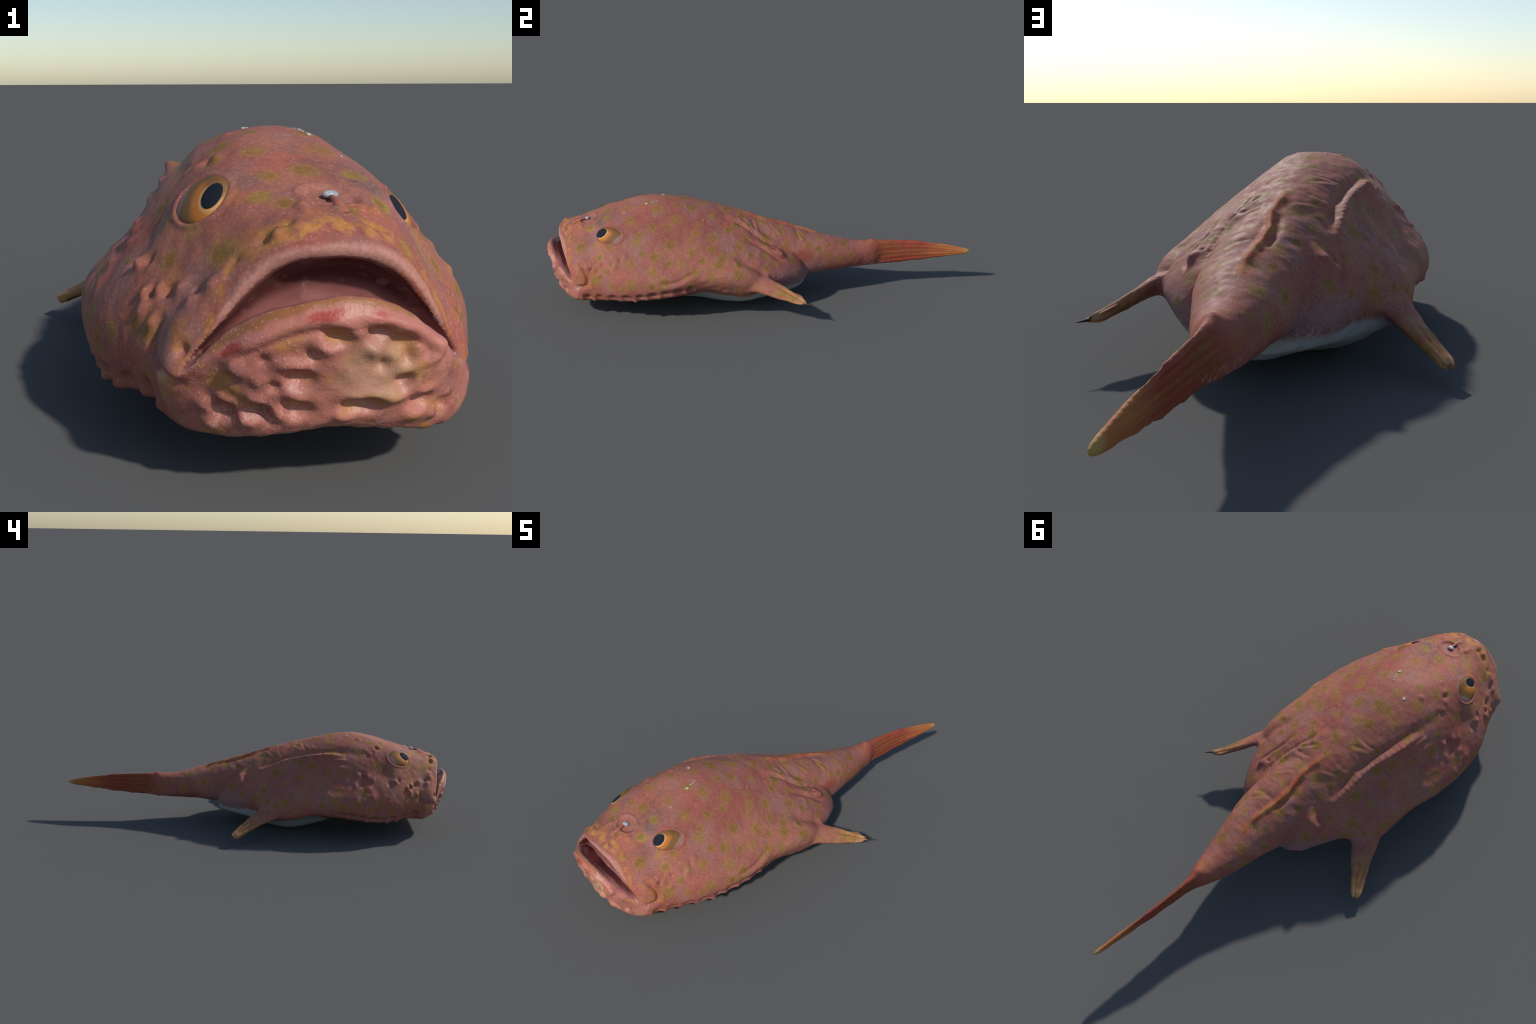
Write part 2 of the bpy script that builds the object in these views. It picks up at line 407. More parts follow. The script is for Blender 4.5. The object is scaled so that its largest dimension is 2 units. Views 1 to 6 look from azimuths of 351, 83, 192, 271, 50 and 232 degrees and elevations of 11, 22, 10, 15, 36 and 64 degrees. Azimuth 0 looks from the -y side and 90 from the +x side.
# rays of the pectoral fins
for spine, dd, pp, axis in ((LIMB_LEFT, DL, PL, (-.75,-.6,-.25)), (LIMB_RIGHT, DR, PR, (.5,-.66,-.56))):
    S = np.asarray(spine)
    idx = np.nonzero((dd < .07) & (pp > .35))[0]
    t = S[-1] - S[2]; t /= np.linalg.norm(t)
    w = np.asarray(axis, float); w -= t * (w @ t); w /= np.linalg.norm(w)
    rel = V[idx] - S[2]
    off = rel @ w
    wide = np.interp(pp[idx], [0, .33, .5, .7, .85, 1], [.08, .055, .042, .03, .02, .01])
    D[idx] += .0034 * np.cos(off / wide * 9) * ramp(pp[idx], .42, .62)

# slack transverse creases on both sides of the dorsal fin
rng = random.Random(5)
back = np.nonzero((N[:, 2] > .25) & (V[:, 1] > -.32) & (V[:, 1] < .34) & (V[:, 2] > .20))[0]
B2 = V[back][:, :2]
for j in range(19):
    side_ = 1 if j % 2 else -1
    y0 = -.25 + .024 * j + rng.uniform(-.022, .022)
    deep = rng.choice((.25, .45, .8)) * .8
    reach = np.interp(y0, [-.3, 0, .2, .35], [.15, .14, .11, .07]) * rng.uniform(.75, 1.0)
    x0 = rng.uniform(.018, .045)
    lean = rng.uniform(-.050, -.015) if side_ < 0 else rng.uniform(.010, .050)
    pts = [(side_ * (x0 + (reach - x0) * q), y0 + lean * q + .010 * math.sin(3 * q + j)) for q in np.linspace(0, 1, 6)]
    d_, t_ = dist_path(B2, pts)
    d2_, _ = dist_path(B2, [(a, b + .011) for a, b in pts])
    w_ = np.clip(np.minimum(t_, 1 - t_) * 4, 0, 1)
    D[back] += w_ * deep * (-rng.uniform(.0020, .0045) * np.exp(-(d_ / .0065) ** 2) + rng.uniform(.001, .003) * np.exp(-(d2_ / .010) ** 2))

# general unevenness of the skin
jaw_zone = ramp(V[:, 1], -.86, -.90) * ramp(V[:, 2], .32, .25)
D += .0030 * wobble(V, 13, 3.1) + .0012 * wobble(V, 42, 9.7)
D += jaw_zone * .0022 * wobble(V, 48, 21.0) * ramp(V[:, 1], -.86, -.92) * ramp(V[:, 2] + 2.6 * V[:, 0] ** 2, .250, .225)
rear = ramp(V[:, 1], -.32, -.18) * ramp(V[:, 1], .40, .25) * ramp(V[:, 2], .22, .28)
D += rear * (.0020 * wobble(V, 1, 5.5, (20, 30, 22)) + .0006 * wobble(V, 1, 8.1, (34, 60, 34)))
side = ramp(np.abs(V[:, 0]), .16, .24) * ramp(V[:, 1], -.60, -.40) * ramp(V[:, 1], .05, -.05)
D += side * .0020 * wobble(V, 1, 2.5, (40, 16, 40))
V = V + N * D[:, None] + W
smooth(np.ones(NV) * .5, 1)

# eyes sit in shallow sockets
EYES = {
    "right": dict(c=(.161,-.707,.361), along=(.045,.122,-.004), up=(-.048,.004,.064), half=(.056,.037), pupil=(.147,-.740,.369)),
    "left": dict(c=(-.153,-.724,.388), along=(-.028,.105,.018), up=(.066,-.004,.060), half=(.055,.044), pupil=(-.137,-.752,.394)),
}
def eye_frame(e):
    u = np.asarray(e["along"], float); u /= np.linalg.norm(u)
    v = np.asarray(e["up"], float); v -= u * (u @ v); v /= np.linalg.norm(v)
    if e["c"][0] < 0:
        u = -u                      # keep the frame right-handed; on the left the first axis looks forward
    return u, v, np.cross(u, v)
N = normals()
for e in EYES.values():
    u, v, n = eye_frame(e)
    idx = near(e["c"], .11)
    d = V[idx] - np.asarray(e["c"])
    rr = np.sqrt((d @ u / e["half"][0]) ** 2 + (d @ v / e["half"][1]) ** 2)
    plane = d @ n
    face = N[idx] @ n > .2
    inside = ramp(rr, 1.08, .86) * face
    V[idx] -= np.outer(inside * (plane + .006), n)                 # flat floor under the eyeball
    V[idx] += np.outer(.0025 * np.exp(-((rr - 1.14) / .12) ** 2) * face, n)   # lid

# pit of the lure on the snout
lure = np.array((.024, -.806, .403))
idx = near(lure, .08)
d = V[idx] - lure
r = np.sqrt((d[:, 0] / .046) ** 2 + (d[:, 1] / .036) ** 2)
up = N[idx, 2] > .3
V[idx, 2] += (-.0045 * ramp(r, .95, .75) + .003 * np.exp(-((r - 1.08) / .12) ** 2)) * up
V[:, 2] -= min(0, V[:, 2].min())
N = normals()

# ------------------------------------------------------------------ naming the regions of the skin
kd = kdtree.KDTree(len(LOFT_V))
for i, p in enumerate(LOFT_V):
    kd.insert(p, i)
kd.balance()
NF = len(me.polygons)
FC = np.empty(NF * 3); me.polygons.foreach_get("center", FC); FC = FC.reshape(-1, 3)
ls = np.empty(NF, int); me.polygons.foreach_get("loop_start", ls)
lt = np.empty(NF, int); me.polygons.foreach_get("loop_total", lt)
lv = np.empty(len(me.loops), int); me.loops.foreach_get("vertex_index", lv)
FB = np.array([BASE[lv[a:a + b]].mean(0) for a, b in zip(ls, lt)])      # centres before relief

REGIONS = ["head", "mouth", "jaw", "torso", "belly", "tail", "tail_fin", "dorsal_fin", "pectoral_fin", "pectoral_fin_b"]
reg = np.where(FB[:, 1] < -.52, 0, 3)
front = np.nonzero(FB[:, 1] < -.52)[0]
for i in front:
    p = FB[i]
    k = kd.find(p)[1]
    ring, col = divmod(k, LOFT_T)
    ring /= BODY_LEN; col /= BODY_ROUND        # ring 0 = mouth floor ... 3 = lip rim, 4 = lip front, 8 = cheek
    low = 4 <= col <= 12
    if k >= LOFT_T * (len(LOFT_V) // LOFT_T) or (ring < 3.1):
        reg[i] = 1
    elif low and ring < 7.6 and p[1] < -.84:
        reg[i] = 2
rest = np.nonzero((FB[:, 1] >= -.52) & (FB[:, 2] < .17) & (FB[:, 1] < .18))[0]
for i in rest:
    k = kd.find(FB[i])[1]
    if 5.05 <= (k % LOFT_T) / BODY_ROUND <= 10.95:
        reg[i] = 4
tcx, tcz, thx, thz = (np.interp(FB[:, 1], [t[0] for t in TAIL], [t[k] for t in TAIL]) for k in (1, 2, 3, 4))
on_tail = ((FB[:, 0] - tcx) / thx) ** 2 + ((FB[:, 2] - tcz) / thz) ** 2 < 1.25
reg[(FB[:, 1] > .06) & on_tail] = 5
reg[FB[:, 1] > .20] = 5
reg[FB[:, 1] > .545] = 6
dd, tt = dist_path(FB, hermite(np.array(DORSAL), 4))
reg[(dd < .011) & (tt > .04) & (tt < .97)] = 7
for spine, sgn, r_ in ((LIMB_LEFT, -1, 8), (LIMB_RIGHT, 1, 9)):
    d_, t_ = dist_path(FB, spine)
    S = np.asarray(spine)
    axis = S[4] - S[1]; axis /= np.linalg.norm(axis)
    reg[(d_ < .08) & ((FB - S[2]) @ axis > .012) & (FB[:, 0] * sgn > .24) & (FB[:, 2] < .19)] = r_

# ------------------------------------------------------------------ olive spots: x, y, z and size in mm
HEAD_SPOTS = [
 (0.111, -0.882, 0.334, 14), (0.036, -0.863, 0.385, 14), (-0.137, -0.851, 0.332, 24), (0.156, -0.833, 0.307, 22),
 (-0.048, -0.829, 0.393, 14), (-0.239, -0.819, 0.148, 14), (-0.236, -0.812, 0.212, 14), (-0.077, -0.801, 0.400, 14),
 (0.100, -0.791, 0.378, 16), (-0.252, -0.779, 0.210, 14), (0.247, -0.769, 0.186, 22), (-0.203, -0.765, 0.305, 14),
 (0.208, -0.750, 0.279, 14), (-0.053, -0.739, 0.421, 14), (0.007, -0.723, 0.429, 22), (-0.285, -0.723, 0.189, 14),
 (0.254, -0.720, 0.232, 14), (0.085, -0.717, 0.418, 16), (0.200, -0.711, 0.319, 14), (0.282, -0.701, 0.172, 16),
 (-0.306, -0.680, 0.167, 19), (0.244, -0.679, 0.253, 16), (-0.218, -0.674, 0.335, 14), (0.304, -0.654, 0.161, 14),
 (-0.061, -0.646, 0.453, 19), (-0.256, -0.644, 0.274, 16), (-0.126, -0.634, 0.437, 14), (0.049, -0.630, 0.448, 22),
 (-0.319, -0.628, 0.198, 19), (0.257, -0.618, 0.258, 22), (-0.198, -0.618, 0.364, 22), (0.305, -0.614, 0.185, 22),
 (0.129, -0.611, 0.410, 22), (0.200, -0.589, 0.342, 22), (-0.108, -0.584, 0.455, 19), (0.186, -0.573, 0.370, 14),
 (-0.338, -0.571, 0.171, 14), (0.236, -0.564, 0.298, 16),
]
HEAD_RANGE = (min(s[1] for s in HEAD_SPOTS), max(s[1] for s in HEAD_SPOTS))

TRUNK_SPOTS = [
 (-0.052, -0.547, 0.472, 16), (-0.303, -0.541, 0.250, 19), (0.047, -0.538, 0.470, 19), (-0.162, -0.534, 0.397, 22),
 (0.333, -0.532, 0.185, 19), (0.311, -0.522, 0.245, 22), (0.150, -0.520, 0.384, 22), (-0.340, -0.514, 0.198, 19),
 (-0.212, -0.510, 0.365, 14), (0.263, -0.508, 0.293, 22), (-0.156, -0.504, 0.430, 14), (0.087, -0.494, 0.451, 22),
 (0.340, -0.490, 0.174, 14), (-0.104, -0.489, 0.464, 22), (0.329, -0.472, 0.202, 22), (-0.017, -0.463, 0.483, 19),
 (-0.234, -0.456, 0.320, 22), (0.159, -0.451, 0.393, 14), (0.285, -0.451, 0.270, 14), (-0.170, -0.445, 0.415, 14),
 (0.225, -0.444, 0.336, 22), (-0.344, -0.443, 0.182, 19), (-0.296, -0.428, 0.254, 19), (0.128, -0.411, 0.412, 22),
 (0.062, -0.401, 0.462, 14), (-0.332, -0.396, 0.211, 19), (0.290, -0.395, 0.265, 22), (-0.153, -0.387, 0.409, 22),
 (-0.040, -0.380, 0.472, 24), (-0.007, -0.379, 0.476, 24), (-0.101, -0.375, 0.455, 22), (0.332, -0.375, 0.225, 14),
 (-0.220, -0.370, 0.333, 14), (0.343, -0.362, 0.184, 14), (-0.247, -0.357, 0.264, 22), (0.208, -0.355, 0.348, 14),
 (0.250, -0.348, 0.302, 22), (0.065, -0.341, 0.453, 22), (0.322, -0.337, 0.239, 19), (-0.330, -0.335, 0.189, 14),
 (0.184, -0.326, 0.372, 22), (0.142, -0.312, 0.396, 14), (0.281, -0.302, 0.279, 14), (-0.035, -0.299, 0.456, 19),
 (-0.194, -0.291, 0.350, 22), (0.005, -0.288, 0.452, 24), (-0.254, -0.280, 0.271, 14), (0.334, -0.271, 0.224, 19),
 (0.239, -0.263, 0.312, 19), (-0.128, -0.263, 0.411, 16), (-0.321, -0.259, 0.206, 19), (0.092, -0.255, 0.416, 16),
 (0.193, -0.254, 0.350, 22), (0.293, -0.236, 0.260, 22), (-0.214, -0.234, 0.306, 19), (-0.300, -0.229, 0.140, 19),
 (-0.167, -0.226, 0.358, 19), (0.264, -0.214, 0.285, 22), (-0.054, -0.210, 0.428, 22),
]
TRUNK_RANGE = (min(s[1] for s in TRUNK_SPOTS), max(s[1] for s in TRUNK_SPOTS))

REAR_SPOTS = [
 (0.021, -0.187, 0.422, 22), (0.143, -0.180, 0.365, 19), (-0.288, -0.175, 0.131, 14), (0.243, -0.163, 0.290, 14),
 (-0.306, -0.155, 0.191, 22), (0.327, -0.147, 0.225, 22), (0.313, -0.147, 0.161, 19), (0.288, -0.145, 0.256, 19),
 (-0.227, -0.145, 0.263, 16), (0.115, -0.143, 0.378, 22), (0.203, -0.136, 0.304, 22), (-0.125, -0.127, 0.362, 14),
 (0.048, -0.114, 0.397, 19), (-0.304, -0.113, 0.163, 14), (-0.177, -0.112, 0.307, 22), (-0.009, -0.111, 0.407, 19),
 (0.163, -0.104, 0.330, 19), (-0.082, -0.099, 0.378, 16), (0.285, -0.090, 0.247, 14), (0.234, -0.086, 0.278, 14),
 (0.089, -0.086, 0.369, 14), (0.358, -0.069, 0.176, 22), (-0.283, -0.067, 0.185, 14), (-0.099, -0.058, 0.352, 14),
 (-0.226, -0.053, 0.230, 22), (-0.045, -0.030, 0.369, 22), (0.213, -0.025, 0.265, 16), (0.043, -0.023, 0.369, 22),
 (0.267, -0.021, 0.226, 14), (-0.231, -0.018, 0.176, 22), (0.159, -0.011, 0.296, 19), (0.120, -0.007, 0.318, 22),
 (-0.093, -0.002, 0.331, 14), (-0.170, 0.012, 0.269, 14), (0.234, 0.020, 0.232, 14), (-0.117, 0.043, 0.295, 14),
 (-0.027, 0.057, 0.344, 19), (0.080, 0.059, 0.331, 19), (-0.194, 0.065, 0.196, 14), (0.035, 0.072, 0.343, 14),
 (0.129, 0.084, 0.275, 19), (-0.073, 0.088, 0.311, 14), (0.176, 0.113, 0.226, 19), (-0.151, 0.122, 0.224, 19),
 (0.195, 0.138, 0.175, 14), (0.074, 0.153, 0.307, 22), (-0.038, 0.153, 0.306, 22), (0.115, 0.190, 0.267, 14),
 (-0.045, 0.232, 0.280, 14), (0.115, 0.239, 0.251, 16), (0.062, 0.243, 0.283, 16), (-0.012, 0.248, 0.288, 14),
 (-0.083, 0.268, 0.223, 19), (0.118, 0.291, 0.218, 16), (0.085, 0.295, 0.255, 14), (-0.039, 0.339, 0.255, 22),
 (0.100, 0.347, 0.194, 14), (0.050, 0.367, 0.251, 22), (-0.069, 0.370, 0.192, 24), (0.081, 0.398, 0.200, 14),
 (-0.042, 0.428, 0.225, 14), (0.009, 0.480, 0.240, 22), (-0.037, 0.494, 0.192, 24), (0.045, 0.506, 0.194, 19),
 (0.016, 0.555, 0.230, 14), (-0.005, 0.636, 0.214, 24),
]
REAR_RANGE = (min(s[1] for s in REAR_SPOTS), max(s[1] for s in REAR_SPOTS))
# ------------------------------------------------------------------ materials
class Nodes:
    """small helper that writes node trees as expressions"""
    def __init__(self, name):
        self.mat = bpy.data.materials.new(name); self.mat.use_nodes = True
        self.t = self.mat.node_tree
        self.bsdf = self.t.nodes["Principled BSDF"]
        tc = self.t.nodes.new("ShaderNodeTexCoord")
        self.P = tc.outputs["Object"]
        sep = self.t.nodes.new("ShaderNodeSeparateXYZ"); self.t.links.new(self.P, sep.inputs[0])
        self.x, self.y, self.z = sep.outputs
    def put(self, sock, v):
        if hasattr(v, "is_linked") or isinstance(v, bpy.types.NodeSocket):
            self.t.links.new(v, sock)
        else:
            sock.default_value = (*v, 1) if (isinstance(v, tuple) and len(v) == 3 and sock.type == 'RGBA') else v
    def math(self, op, a, b=0.0, c=0.0, clamp=False):
        n = self.t.nodes.new("ShaderNodeMath"); n.operation = op; n.use_clamp = clamp
        for s, v in zip(n.inputs, (a, b, c)):
            self.put(s, v)
        return n.outputs[0]
    def ramp(self, v, a, b, lo=0.0, hi=1.0):
        n = self.t.nodes.new("ShaderNodeMapRange"); n.interpolation_type = 'SMOOTHSTEP'
        if a > b:
            a, b, lo, hi = b, a, hi, lo
        for s, q in zip(n.inputs[:5], (v, a, b, lo, hi)):
            self.put(s, q)
        return n.outputs[0]
    def mul(self, *a):
        r = a[0]
        for q in a[1:]:
            r = self.math('MULTIPLY', r, q)
        return r
    def mix(self, f, a, b, mode='MIX'):
        n = self.t.nodes.new("ShaderNodeMix"); n.data_type = 'RGBA'; n.blend_type = mode
        self.put(n.inputs[0], f); self.put(n.inputs[6], a); self.put(n.inputs[7], b)
        return n.outputs[2]
    def vec(self, op, a, b=(0, 0, 0)):
        n = self.t.nodes.new("ShaderNodeVectorMath"); n.operation = op
        self.put(n.inputs[0], a); self.put(n.inputs[1], b)
        return n.outputs["Value"] if op in ('DISTANCE', 'LENGTH', 'DOT_PRODUCT') else n.outputs[0]
    def noise(self, scale, detail=3.0, rough=.55, P=None, color=False, dist=0.0):
        n = self.t.nodes.new("ShaderNodeTexNoise")
        self.put(n.inputs["Vector"], P or self.P)
        n.inputs["Scale"].default_value = scale; n.inputs["Detail"].default_value = detail
        n.inputs["Roughness"].default_value = rough; n.inputs["Distortion"].default_value = dist
        return n.outputs["Color" if color else "Fac"]
    def voronoi(self, scale, feature='F1', P=None, rand=1.0):
        n = self.t.nodes.new("ShaderNodeTexVoronoi"); n.feature = feature
        self.put(n.inputs["Vector"], P or self.P)
        n.inputs["Scale"].default_value = scale; n.inputs["Randomness"].default_value = rand
        return n.outputs["Distance"]
    def stretch(self, v):
        return self.vec('MULTIPLY', self.P, v)
    def warp(self, scale, amount):
        return self.vec('ADD', self.P, self.vec('MULTIPLY', self.vec('SUBTRACT', self.noise(scale, 2, .5, color=True), (.5, .5, .5)), (amount,) * 3))
    def blob(self, c, r, soft=.5, P=None):
        return self.ramp(self.vec('DISTANCE', P or self.P, tuple(c)), r, r * soft)
    def bump(self, h, strength, dist, prev=None):
        n = self.t.nodes.new("ShaderNodeBump")
        n.inputs["Strength"].default_value = strength; n.inputs["Distance"].default_value = dist
        self.put(n.inputs["Height"], h)
        if prev is not None:
            self.put(n.inputs["Normal"], prev)
        return n.outputs[0]
    def finish(self, color, rough=.55, spec=.3, normal=None):
        self.put(self.bsdf.inputs["Base Color"], color)
        self.put(self.bsdf.inputs["Roughness"], rough)
        self.bsdf.inputs["Specular IOR Level"].default_value = spec
        if normal is not None:
            self.put(self.bsdf.inputs["Normal"], normal)
        return self.mat

PINK, ROSE, MAUVE, OLIVE, OLIVE_CORE = (.312, .110, .080), (.365, .142, .092), (.225, .088, .086), (.295, .158, .042), (.195, .106, .020)
PALE, BELLY, TAN, REDFIN, ORANGE = (.52, .285, .235), (.37, .385, .38), (.36, .190, .068), (.285, .052, .030), (.47, .175, .055)

def skin(name, spots, head=False, rear=False, fin=False, under=False, limb_tip=None):
    k = Nodes(name)
    wp = k.warp(26, .011)
    # ground colour
    big, mid = k.noise(5.5, 3), k.noise(21, 4)
    c = k.mix(k.ramp(big, .36, .66), PINK, ROSE)
    c = k.mix(k.mul(k.ramp(mid, .50, .72), .55), c, MAUVE)
    c = k.mix(k.mul(k.ramp(k.noise(3.6, 4, P=k.vec('ADD', k.P, (3.3, 1.7, .4))), .46, .64), .72), c, (.275, .078, .058))       # browner areas
    c = k.mix(k.mul(k.ramp(k.noise(7.5, 3, P=k.vec('ADD', k.P, (7.1, .3, 2.2))), .52, .68), .5), c, (.375, .095, .070))       # flushed red areas
    c = k.mix(k.mul(k.ramp(k.noise(95, 3), .52, .70), .35), c, (.42, .120, .085))
    c = k.mix(k.mul(k.ramp(k.noise(8, 3, P=k.stretch((1, 1.2, .8))), .48, .66), .50), c, (.300, .152, .138))      # greyish bloom
    if head:
        face = k.ramp(k.y, -.60, -.90)
        c = k.mix(k.mul(face, k.ramp(k.noise(16, 3), .48, .66), .75), c, (.40, .150, .045))       # ochre patches of the face
        c = k.mix(k.mul(face, k.ramp(k.noise(11, 3, P=k.stretch((1, 1, 1.4))), .50, .70), .6), c, (.42, .115, .085))
        c = k.mix(k.mul(k.ramp(k.y, -.58, -.70), k.ramp(k.z, .34, .40), k.ramp(k.noise(13, 4), .50, .66), .6), c, (.155, .085, .075))
        s = k.math('SUBTRACT', k.z, k.math('SUBTRACT', .343, k.math('ADD', k.mul(k.x, k.x, 1.6), k.mul(k.x, k.x, k.x, k.x, 110.0))))
        lipm = k.mul(k.ramp(k.math('ABSOLUTE', s), .016, .006), k.ramp(k.y, -.865, -.885))
        c = k.mix(k.mul(lipm, .75), c, (.48, .235, .190))
        c = k.mix(k.mul(k.ramp(k.math('ABSOLUTE', k.math('SUBTRACT', s, .030)), .014, .004), k.ramp(k.y, -.865, -.885), k.ramp(k.noise(34, 2), .42, .56)), c, (.43, .185, .055))
        c = k.mix(k.mul(k.blob((.10, -.53, .435), .10, .3, k.warp(12, .05)), .55), c, (.320, .078, .066))
        wide = k.warp(22, .030)
        for cc, rr, col, f in [((.100,-.745,.408), .045, (.150, .095, .080), .7), ((.070,-.690,.428), .035, (.170, .090, .082), .5), ((-.085,-.745,.415), .040, (.170, .100, .085), .5),
                               ((.150,-.800,.345), .050, (.235, .092, .090), .6), ((.0996,-.791,.378), .026, (.315, .235, .030), .9), ((.0854,-.717,.417), .022, (.250, .215, .035), .9),
                               ((-.075,-.800,.400), .024, (.265, .200, .035), .8), ((.030,-.790,.405), .050, (.330, .155, .115), .6), ((.165,-.755,.325), .028, (.36, .195, .060), .7),
                               ((.175,-.700,.325), .026, (.34, .185, .060), .6), ((-.175,-.770,.345), .030, (.33, .185, .060), .7), ((-.190,-.700,.350), .026, (.33, .185, .060), .6)]:
            c = k.mix(k.mul(k.blob(cc, rr, .3, wide), f), c, col)
    if rear:
        c = k.mix(k.mul(k.blob((.139, .165, .208), .075, .35, wp), .8), c, (.30, .068, .038))
        c = k.mix(k.mul(k.ramp(k.z, .24, .14), k.ramp(k.y, -.02, .07), k.ramp(k.y, .30, .18), .75), c, (.275, .165, .175))       # mauve skin of the vent region
        c = k.mix(k.mul(k.ramp(k.vec('DISTANCE', k.vec('MULTIPLY', k.P, (1, .06, .12)), (-.002, .006, .04)), .030, .006), k.ramp(k.y, -.22, -.10), k.ramp(k.z, .24, .27), .55), c, (.42, .115, .055))
    if under:
        for cc in ((.340, -.215, .203), (.335, -.226, .189), (.328, -.236, .175)):
            c = k.mix(k.mul(k.blob(cc, .012, .4, wp), .85), c, (.36, .130, .022))
    # olive spots
    m = None
    for sx, sy, sz, sr in spots:
        b = k.ramp(k.vec('DISTANCE', wp, (sx, sy, sz)), sr * .00178, sr * .00040)
        m = b if m is None else k.math('MAXIMUM', m, b)
    if m is not None:
        m = k.mul(m, k.ramp(k.noise(12, 2), .30, .55, .72, 1.0))
        c = k.mix(k.mul(m, .88), c, OLIVE)
        c = k.mix(k.mul(k.ramp(m, .55, 1.0), k.ramp(k.noise(17, 2), .35, .62), .75), c, OLIVE_CORE)
    # pale papillae
    cell = k.voronoi(150)
    dots = k.mul(k.ramp(cell, .34, .10), k.ramp(k.noise(9, 2), .30, .55, .35, 1.0))
    c = k.mix(k.mul(dots, .42), c, PALE)
    c = k.mix(k.mul(k.ramp(cell, .45, .75), .22), c, (.20, .060, .050))
    if under:
        # pale belly below the fringe, with a veined margin
        edge = k.math('ADD', k.math('MULTIPLY', k.math('SUBTRACT', k.noise(30, 3), .5), .030), k.z)
        lim = k.ramp(k.y, -.48, -.30, -.02, .118)
        lim = k.math('ADD', lim, k.ramp(k.y, -.06, .12, 0.0, -.005))
        bm = k.mul(k.ramp(k.math('SUBTRACT', edge, lim), .012, -.012), k.ramp(k.math('ABSOLUTE', k.x), .305, .275))
        c = k.mix(bm, c, BELLY)
        vein = k.mul(k.ramp(k.voronoi(32, 'DISTANCE_TO_EDGE', k.warp(40, .03)), .055, .02), k.ramp(k.math('ABSOLUTE', k.math('SUBTRACT', k.math('SUBTRACT', edge, lim), .012)), .024, .006), k.ramp(k.y, -.05, .02))
        c = k.mix(k.mul(vein, .42), c, (.55, .43, .36))
    if fin:
        c = k.mix(k.mul(k.ramp(k.y, .36, .54), .6), c, (.335, .085, .062))
        blade = k.ramp(k.math('ADD', k.y, k.mul(k.math('SUBTRACT', k.noise(30, 2), .5), .05)), .490, .585)
        streak = k.noise(1, 3, P=k.stretch((30, 4.5, 75)))
        fc = k.mix(k.mul(k.ramp(streak, .40, .66), .75), REDFIN, (.215, .085, .026))
        fc = k.mix(k.mul(k.ramp(k.noise(1, 2, P=k.stretch((30, 3, 120))), .55, .70), .5), fc, (.38, .115, .085))
        fc = k.mix(k.ramp(k.math('ADD', k.y, k.mul(k.math('SUBTRACT', streak, .5), .25)), .74, .95), fc, (.42, .150, .048))
        fc = k.mix(k.ramp(k.y, .955, .99), fc, (.45, .285, .09))
        c = k.mix(blade, c, fc)
        vein = k.mul(k.ramp(k.voronoi(38, 'DISTANCE_TO_EDGE', k.warp(45, .03)), .05, .02), k.ramp(k.math('ABSOLUTE', k.math('SUBTRACT', k.z, .142)), .022, .008), k.ramp(k.math('ABSOLUTE', k.math('SUBTRACT', k.y, .53)), .09, .04))
        c = k.mix(k.mul(vein, .42), c, (.60, .45, .40))
    if limb_tip is not None:
        root, tip, sgn = limb_tip
        ax = Vector(tip) - Vector(root)
        t = k.math('DIVIDE', k.vec('DOT_PRODUCT', k.vec('SUBTRACT', k.P, tuple(root)), tuple(ax)), ax.length_squared)
        streak = k.noise(1, 3, P=k.stretch((60, 22, 60)))
        fc = k.mix(k.ramp(streak, .40, .62), TAN, (.36, .125, .075))
        fc = k.mix(k.mul(k.ramp(k.noise(34, 2), .52, .64), .7), fc, (.235, .160, .035))
        fc = k.mix(k.ramp(t, .70, .95), fc, (.46, .245, .115))
        fc = k.mix(k.mul(k.ramp(k.math('ADD', t, k.mul(k.math('SUBTRACT', streak, .5), .35)), .93, 1.06), .85), fc, (.022, .016, .012))
        c = k.mix(k.ramp(t, .02, .55), c, fc)
    n1 = k.bump(k.math('SUBTRACT', 1.0, k.ramp(cell, .08, .40)), .12, .0016)
    n2 = k.bump(k.noise(70, 4), .30, .004, n1)
    return k.finish(c, k.ramp(k.noise(40, 2), .3, .7, .60, .75), .18, n2)

